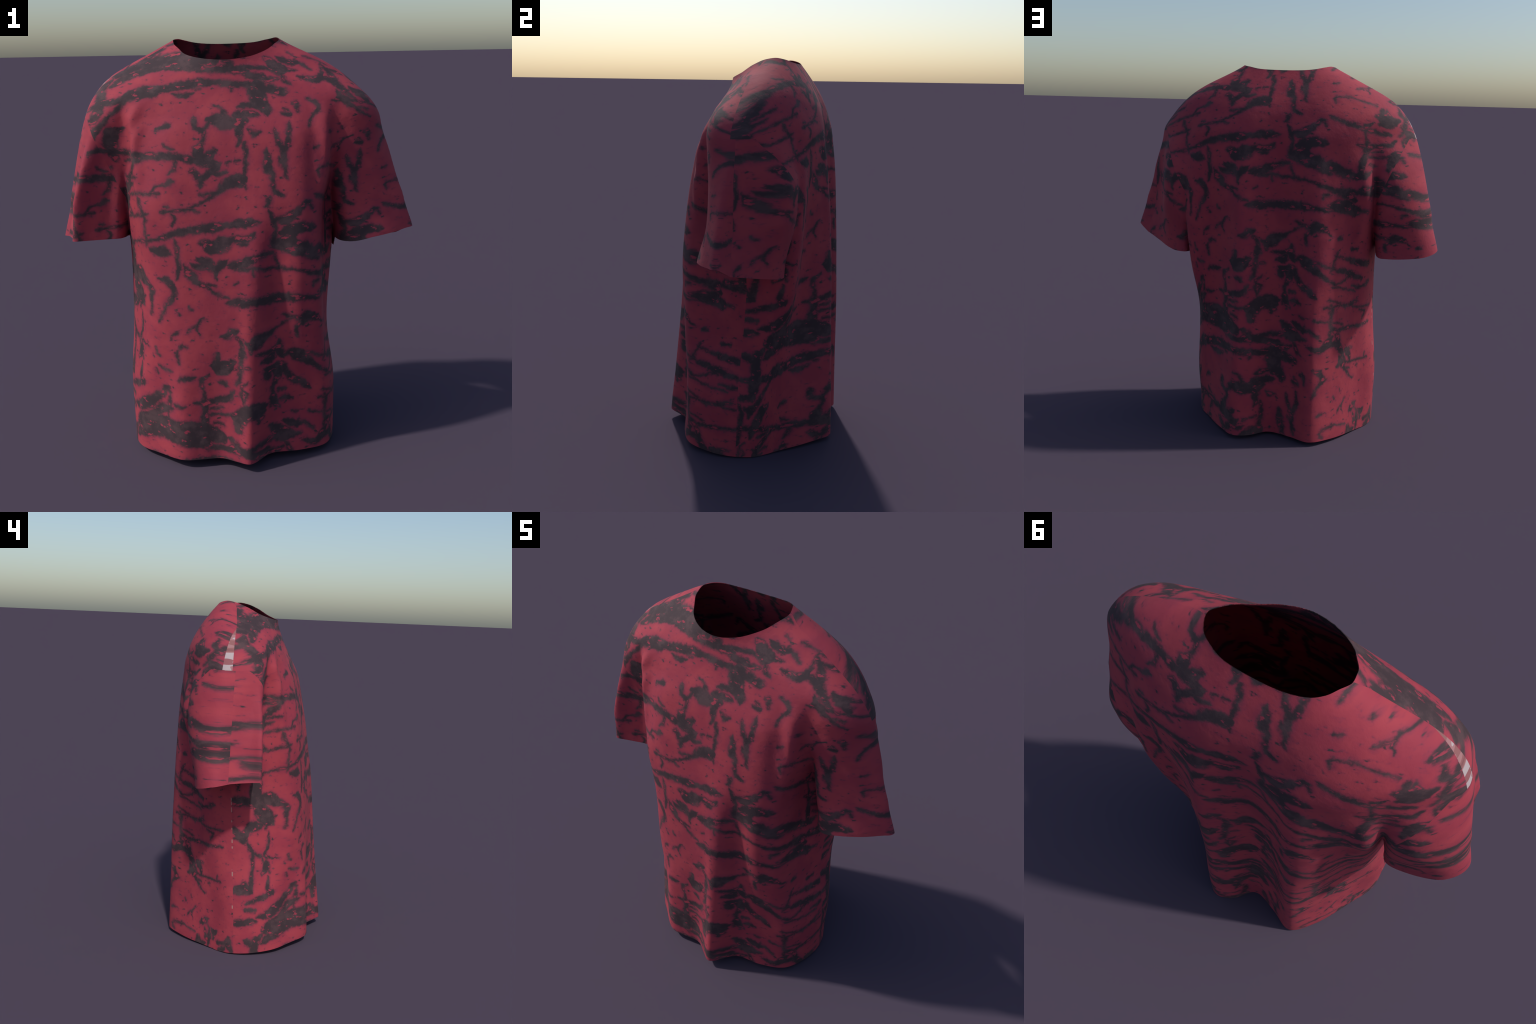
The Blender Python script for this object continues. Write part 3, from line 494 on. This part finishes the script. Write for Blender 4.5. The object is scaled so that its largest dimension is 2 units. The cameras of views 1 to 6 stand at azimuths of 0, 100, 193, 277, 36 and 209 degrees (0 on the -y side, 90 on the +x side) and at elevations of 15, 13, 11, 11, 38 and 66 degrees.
    ("twig", [(-0.597, 1.33, 0.017), (-0.557, 1.34, 0.01), (-0.513, 1.348, 0.005)]),
]
REPEAT_UP = 1.80          # the print repeats up the cloth
REPEAT_ACROSS, REPEAT_STEP = .72, .82      # and, stepped, across it

T_SPAN = .40
def split_marks(pts):
    """cut a spine where it bends too far from its chord"""
    if len(pts) > 2:
        p = np.array(pts); c = p[-1, :2] - p[0, :2]; L = np.linalg.norm(c)
        d = np.diff(p[:, :2], axis=0); l = np.linalg.norm(d, axis=1)
        cosang = (d @ c) / np.maximum(l * L, 1e-9)
        worst = cosang.min()
        if worst < .5:
            k = int(np.argmin(cosang)); k = min(max(k if k > 0 else 1, 1), len(pts) - 2)
            return split_marks(pts[:k + 1]) + split_marks(pts[k:])
    return [pts]

class Tree:
    def __init__(self, nt): self.nt = nt; self.x = 0
    def add(self, kind, ins=(), **kw):
        n = self.nt.nodes.new(kind); self.x += 30; n.location = (self.x, 0)
        for k, v in kw.items(): setattr(n, k, v)
        for i, v in (ins.items() if isinstance(ins, dict) else enumerate(ins)):
            if v is None: continue
            if isinstance(v, bpy.types.NodeSocket): self.nt.links.new(v, n.inputs[i])
            else: n.inputs[i].default_value = v
        return n
    def math(self, op, a, b=None, c=None, clamp=False):
        return self.add("ShaderNodeMath", [a, b, c], operation=op, use_clamp=clamp).outputs[0]
    def smooth(self, v, lo, hi, to0=0., to1=1.):
        return self.add("ShaderNodeMapRange", [v, lo, hi, to0, to1], interpolation_type="SMOOTHSTEP").outputs[0]
    def mix(self, f, a, b):
        n = self.add("ShaderNodeMix", {0: f, 6: a, 7: b}, data_type="RGBA"); return n.outputs[2]

def new_group(name, ins, outs):
    g = bpy.data.node_groups.new(name, "ShaderNodeTree")
    for n, k in ins: g.interface.new_socket(n, in_out="INPUT", socket_type="NodeSocket" + k)
    for n, k in outs: g.interface.new_socket(n, in_out="OUTPUT", socket_type="NodeSocket" + k)
    t = Tree(g)
    return g, t, t.add("NodeGroupInput").outputs

def place_group():
    """across, up -> (across, up, 1) within one repeat, pushed about by noise so that the marks get ragged, brushed edges"""
    g, t, gi = new_group("print_place", [("Place", "Vector")], [("Place", "Vector")])
    sep = t.add("ShaderNodeSeparateXYZ", [gi[0]])
    v = t.math("FLOORED_MODULO", sep.outputs[1], REPEAT_UP)
    u = t.math("WRAP", sep.outputs[0], .95, -.95)
    flat = t.add("ShaderNodeCombineXYZ", [u, v, 1.]).outputs[0]
    n1 = t.add("ShaderNodeTexNoise", {0: gi[0], "Scale": 22., "Detail": 4., "Roughness": .62}, noise_dimensions="2D")
    off = t.add("ShaderNodeVectorMath", [n1.outputs["Color"], (.5, .5, .5)], operation="SUBTRACT").outputs[0]
    place = t.add("ShaderNodeVectorMath", [off, (.030, .030, 0.), flat], operation="MULTIPLY_ADD").outputs[0]
    g.links.new(place, t.add("NodeGroupOutput").inputs[0])
    return g

def pieces():
    """the marks of one repeat, cut into pieces that do not double back, with copies where they cross the edge of the repeat"""
    marks = [p for _, p in PRINT]
    for _, p in PRINT:      # the same marks again, a step across and up, where the panels run on past the first repeat
        for du, dv in ((REPEAT_ACROSS, REPEAT_STEP), (-REPEAT_ACROSS, -REPEAT_STEP), (REPEAT_ACROSS, REPEAT_STEP - REPEAT_UP), (-REPEAT_ACROSS, REPEAT_UP - REPEAT_STEP)):
            c = [(u + du, v + dv, w) for u, v, w in p]
            u = [k[0] for k in c]; v = sum(k[1] for k in c) / len(c)
            if .9 < v < 1.8 and (.44 < min(u) and max(u) < .95 or -.95 < min(u) and max(u) < -.56): marks.append(c)
    for pts in marks:
        for part in split_marks(pts):
            P = np.array(part, float); w = P[:, 2].max()
            for k in range(math.floor((P[:, 1].min() - w) / REPEAT_UP), math.floor((P[:, 1].max() + w) / REPEAT_UP) + 1):
                yield P - [0, k * REPEAT_UP, 0]

def mark_group(marks):
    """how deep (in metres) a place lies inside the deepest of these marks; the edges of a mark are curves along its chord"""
    g, t, gi = new_group("brush_marks", [("Place", "Vector"), ("Depth", "Float")], [("Depth", "Float")])
    acc = gi[1]
    for P in marks:
        c = P[-1, :2] - P[0, :2]; L0 = float(np.linalg.norm(c)); d = c / max(L0, 1e-6); nrm = np.array([-d[1], d[0]])
        W = np.maximum(P[:, 2] * .93, .0055)
        e0, e1 = W[0] + .022, W[-1] + .022
        L = L0 + e0 + e1
        q = P[:, :2] - P[0, :2]
        s = (q @ d + e0) / L; tt = q @ nrm
        along = t.add("ShaderNodeVectorMath", [gi[0], (d[0] / L, d[1] / L, -(P[0, :2] @ d - e0) / L)], operation="DOT_PRODUCT").outputs["Value"]
        aside = t.add("ShaderNodeVectorMath", [gi[0], (nrm[0] / T_SPAN, nrm[1] / T_SPAN, -(P[0, :2] @ nrm) / T_SPAN + .5)], operation="DOT_PRODUCT").outputs["Value"]
        edge = []
        for sg in (-1, 1):
            cv = t.add("ShaderNodeFloatCurve", {1: along})
            mp = cv.mapping; mp.use_clip = False; mp.extend = "HORIZONTAL"; curve = mp.curves[0]
            knots = [(0., tt[0] - sg * .03)] + [(float(a), float(b + sg * ww)) for a, b, ww in zip(s, tt, W)] + [(1., tt[-1] - sg * .03)]
            for _ in range(len(knots) - 2): curve.points.new(.5, .5)
            for pt, (a, b) in zip(curve.points, knots):
                pt.location = (min(max(a, 0.), 1.), b / T_SPAN + .5)
                pt.handle_type = "AUTO_CLAMPED" if len(knots) > 4 else "VECTOR"
            mp.update(); edge.append(cv.outputs[0])
        inside = t.math("MINIMUM", t.math("SUBTRACT", aside, edge[0]), t.math("SUBTRACT", edge[1], aside))
        acc = t.math("MAXIMUM", acc, inside)
    g.links.new(acc, t.add("NodeGroupOutput").inputs[0])
    return g

BLOCK = (.2375, .225)      # the print is looked up in blocks, each with only the marks that reach it
REACH = .048
def block_groups():
    todo = list(pieces()); cache = {}
    def get(i, j):
        if (i, j) not in cache:
            lo = np.array([i * BLOCK[0] - .95, j * BLOCK[1]]) - REACH; hi = lo + np.array(BLOCK) + 2 * REACH
            near = []
            for P in todo:
                a, b = (P[:, :2] - P[:, 2:]).min(0), (P[:, :2] + P[:, 2:]).max(0)
                if any((a < hi + sh).all() and (b > lo + sh).all() for sh in ((0, 0), (0, REPEAT_UP), (0, -REPEAT_UP), (1.9, 0), (-1.9, 0))):
                    near.append(P)
            cache[i, j] = mark_group(near)
        return cache[i, j]
    return get

def cloth_place(t, panel):
    """where a point of the shirt lies on its flat cut panel"""
    co = t.add("ShaderNodeTexCoord").outputs["Object"]
    sp = t.add("ShaderNodeSeparateXYZ", [co]); x, y, z = sp.outputs
    if panel in ("front", "back"):
        q = t.math("MAXIMUM", t.math("ADD", y, .22), 0.) if panel == "front" else t.math("MAXIMUM", t.math("SUBTRACT", .36, y), 0.)
        ax = t.math("ABSOLUTE", x)
        w = t.math("MULTIPLY", t.smooth(ax, .34, .46), t.smooth(z, 1.4, 1.6, 1., 0.))
        side = t.math("MULTIPLY", t.math("MULTIPLY", w, q), t.math("MULTIPLY", t.math("SIGN", x), .9))
        u = t.math("ADD", x, side)
        v = t.math("ADD", z, t.math("MULTIPLY", t.smooth(z, 1.45, 1.75, 0., .5), q))
        if panel == "back":
            u = t.math("SUBTRACT", .065, u); v = t.math("SUBTRACT", v, .465)
    else:
        back = t.math("GREATER_THAN", y, SLEEVE_SEAM[panel])
        if panel == "left":
            uf, vf = t.math("SUBTRACT", x, .34), t.math("MULTIPLY_ADD", z, 1.25, 1.262 - 1.19 * 1.25)
            ub, vb = t.math("SUBTRACT", .465, x), t.math("SUBTRACT", z, .405)
        else:
            uf, vf = t.math("ADD", x, .33), t.math("ADD", z, .115)
            ub, vb = t.math("SUBTRACT", -.325, x), t.math("MULTIPLY_ADD", z, 1.29, 1.214 - 1.142 * 1.29 - .465)
        def pick(a, b):
            return t.add("ShaderNodeMix", {0: back, 2: a, 3: b}, data_type="FLOAT").outputs[0]
        u, v = pick(uf, ub), pick(vf, vb)
    return t.add("ShaderNodeCombineXYZ", [u, v, 0.]).outputs[0], co, (x, y, z)

def cloth_block(P, panel):
    """the block of the print in which points of the shirt lie (the same sums as in cloth_place)"""
    x, y, z = P.T
    def ss(v, a, b):
        q = np.clip((v - a) / (b - a), 0, 1); return q * q * (3 - 2 * q)
    if panel in ("front", "back"):
        q = np.maximum(y + .22, 0) if panel == "front" else np.maximum(.36 - y, 0)
        u = x + ss(np.abs(x), .34, .46) * (1 - ss(z, 1.4, 1.6)) * q * np.sign(x) * .9
        v = z + .5 * ss(z, 1.45, 1.75) * q
        if panel == "back": u, v = .065 - u, v - .465
    elif panel == "left":
        back = y > SLEEVE_SEAM["left"]
        u, v = np.where(back, .465 - x, x - .34), np.where(back, z - .405, 1.25 * z + 1.262 - 1.19 * 1.25)
    else:
        back = y > SLEEVE_SEAM["right"]
        u, v = np.where(back, -.325 - x, x + .33), np.where(back, 1.29 * z + 1.214 - 1.142 * 1.29 - .465, z + .115)
    u = (u + .95) % 1.9; v = v % REPEAT_UP
    return np.clip((u / BLOCK[0]).astype(int), 0, 7) * 8 + np.clip((v / BLOCK[1]).astype(int), 0, 7)

RED, RED_DEEP, HALO = (.355, .040, .059, 1), (.300, .031, .054, 1), (.190, .026, .058, 1)
INK, INK_WORN = (.043, .024, .029, 1), (.078, .041, .046, 1)

def colour_group():
    """depth inside the print -> colour of the cloth"""
    g, t, gi = new_group("print_colour", [("Place", "Vector"), ("Depth", "Float")], [("Colour", "Color")])
    place = gi[0]; depth = t.math("MULTIPLY", gi[1], T_SPAN)
    fray = t.add("ShaderNodeTexNoise", {0: place, "Scale": 60., "Detail": 3., "Roughness": .55}, noise_dimensions="2D").outputs["Fac"]
    dry = t.add("ShaderNodeTexNoise", {0: t.add("ShaderNodeMapping", {0: place, "Scale": (.55, 1., 1.)}).outputs[0], "Scale": 30., "Detail": 3., "Roughness": .6}, noise_dimensions="2D").outputs["Fac"]
    depth = t.math("MINIMUM", depth, .022)
    depth = t.math("ADD", depth, t.math("MULTIPLY_ADD", fray, .014, -.006))
    # dry-brush gaps, where the cloth shows through the thick of a mark
    depth = t.math("SUBTRACT", depth, t.math("MULTIPLY", t.smooth(dry, .53, .78, 0., .042), t.smooth(depth, .003, .014)))
    # small splashes of ink between the brush marks
    sp = t.add("ShaderNodeTexNoise", {0: t.add("ShaderNodeMapping", {0: place, "Scale": (1., 1.5, 1.)}).outputs[0], "Scale": 26., "Detail": 2.5, "Roughness": .55}, noise_dimensions="2D").outputs["Fac"]
    depth = t.math("MAXIMUM", depth, t.math("MULTIPLY_ADD", sp, .12, -.12 * .722))
    ink = t.smooth(depth, -.0075, .0085); halo = t.smooth(depth, -.022, .004)
    big = t.add("ShaderNodeTexNoise", {0: place, "Scale": 7., "Detail": 3.}, noise_dimensions="2D").outputs["Fac"]
    red = t.mix(t.smooth(big, .35, .68), RED, RED_DEEP)
    red = t.mix(t.math("MULTIPLY", halo, .6), red, HALO)
    worn = t.add("ShaderNodeTexNoise", {0: place, "Scale": 12., "Detail": 5., "Roughness": .65}, noise_dimensions="2D").outputs["Fac"]
    black = t.mix(t.smooth(worn, .42, .68), INK, INK_WORN)
    g.links.new(t.mix(ink, red, black), t.add("NodeGroupOutput").inputs[0])
    return g

def panel_group(panel):
    g, t, gi = new_group("cloth_place_" + panel, [], [("Place", "Vector")])
    place, co, xyz = cloth_place(t, panel)
    g.links.new(place, t.add("NodeGroupOutput").inputs[0])
    return g

def selvedge_group():
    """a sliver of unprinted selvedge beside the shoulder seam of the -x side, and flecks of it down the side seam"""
    g, t, gi = new_group("selvedge", [("Colour", "Color")], [("Colour", "Color")])
    co = t.add("ShaderNodeTexCoord").outputs["Object"]; x, y, z = t.add("ShaderNodeSeparateXYZ", [co]).outputs
    stripe = t.add("ShaderNodeTexNoise", {0: t.add("ShaderNodeMapping", {0: co, "Scale": (9., 3., 26.)}).outputs[0], "Scale": 1., "Detail": 1.}).outputs["Fac"]
    ramp = t.add("ShaderNodeValToRGB", [stripe]); cr = ramp.color_ramp; cr.interpolation = "CONSTANT"
    cr.elements[0].position = 0; cr.elements[0].color = (.20, .075, .08, 1); cr.elements[1].position = .56; cr.elements[1].color = (.42, .34, .35, 1)
    for p, c in ((.40, (.25, .10, .10, 1)), (.50, (.33, .16, .165, 1)), (.63, (.26, .09, .10, 1))):
        e = cr.elements.new(p); e.color = c
    edge = t.math("MULTIPLY_ADD", x, -.22, .032 - .110)
    a = t.math("MULTIPLY", t.math("LESS_THAN", x, -.515), t.math("LESS_THAN", y, edge))
    a = t.math("MULTIPLY", a, t.math("GREATER_THAN", z, 1.632))
    col = t.mix(a, gi[0], ramp.outputs[0])
    near = t.math("LESS_THAN", t.math("SUBTRACT", y, t.math("MULTIPLY_ADD", z, .05, -.010)), .006)
    fl = t.math("MULTIPLY", t.math("MULTIPLY", near, t.math("LESS_THAN", x, -.45)), t.math("LESS_THAN", z, .95))
    fl = t.math("MULTIPLY", fl, t.math("GREATER_THAN", stripe, .60))
    g.links.new(t.mix(t.math("MULTIPLY", fl, .45), col, (.42, .36, .30, 1)), t.add("NodeGroupOutput").inputs[0])
    return g

def relief_group():
    """weave and a little crumple"""
    g, t, gi = new_group("cloth_relief", [], [("Normal", "Vector")])
    co = t.add("ShaderNodeTexCoord").outputs["Object"]
    weave = t.add("ShaderNodeTexNoise", {0: co, "Scale": 240., "Detail": 2.}).outputs["Fac"]
    crumple = t.add("ShaderNodeTexNoise", {0: co, "Scale": 13., "Detail": 3., "Roughness": .55}).outputs["Fac"]
    hgt = t.math("ADD", t.math("MULTIPLY", weave, .0006), t.math("MULTIPLY", crumple, .006))
    g.links.new(t.add("ShaderNodeBump", {"Strength": .55, "Distance": 1.0, "Height": hgt}).outputs[0], t.add("NodeGroupOutput").inputs[0])
    return g

PLACE, COLOUR, SELVEDGE, RELIEF, MARKS = place_group(), colour_group(), selvedge_group(), relief_group(), block_groups()

def cloth_material(panel, here, block, edge):
    m = bpy.data.materials.new("printed_cotton_" + panel); m.use_nodes = True
    nt = m.node_tree; nt.nodes.clear(); t = Tree(nt)
    def group(tree, *ins):
        n = t.add("ShaderNodeGroup", node_tree=tree)
        for i, v in enumerate(ins):
            if isinstance(v, bpy.types.NodeSocket): nt.links.new(v, n.inputs[i])
            else: n.inputs[i].default_value = v
        return n.outputs[0]
    flat = group(here)
    depth = group(MARKS(block // 8, block % 8), group(PLACE, flat), -1.)
    col = group(COLOUR, flat, depth)
    if edge: col = group(SELVEDGE, col)
    b = t.add("ShaderNodeBsdfPrincipled", {"Base Color": col, "Roughness": .82, "Normal": group(RELIEF)})
    b.inputs["Specular IOR Level"].default_value = .42
    t.add("ShaderNodeOutputMaterial", [b.outputs[0]])
    return m

root = bpy.data.objects.new("t_shirt", None); coll = bpy.context.scene.collection; coll.objects.link(root)
root["label"] = "oversized crimson t-shirt with black distressed brush print"; root["category"] = "t-shirt"
VV, TT, PP, NN = shell(V, T, PART)
for pid, name, panel in ((0, "front_panel", "front"), (1, "back_panel", "back"), (2, "sleeve", "left"), (3, "sleeve", "right")):
    v, tr, n = compact(VV, TT[PP == pid], NN)
    blocks = cloth_block(v[tr].mean(1), panel)
    here = panel_group(panel)
    used, slot = np.unique(blocks, return_inverse=True)
    ob = make_object(name, v, tr, n, cloth_material(panel, here, int(used[0]), panel == "back"), root, coll)
    for b in used[1:]: ob.data.materials.append(cloth_material(panel, here, int(b), panel == "back"))
    ob.data.polygons.foreach_set("material_index", slot.astype(np.int32))
print("tris", len(TT), "materials", len(bpy.data.materials), "time", time.time() - T0)
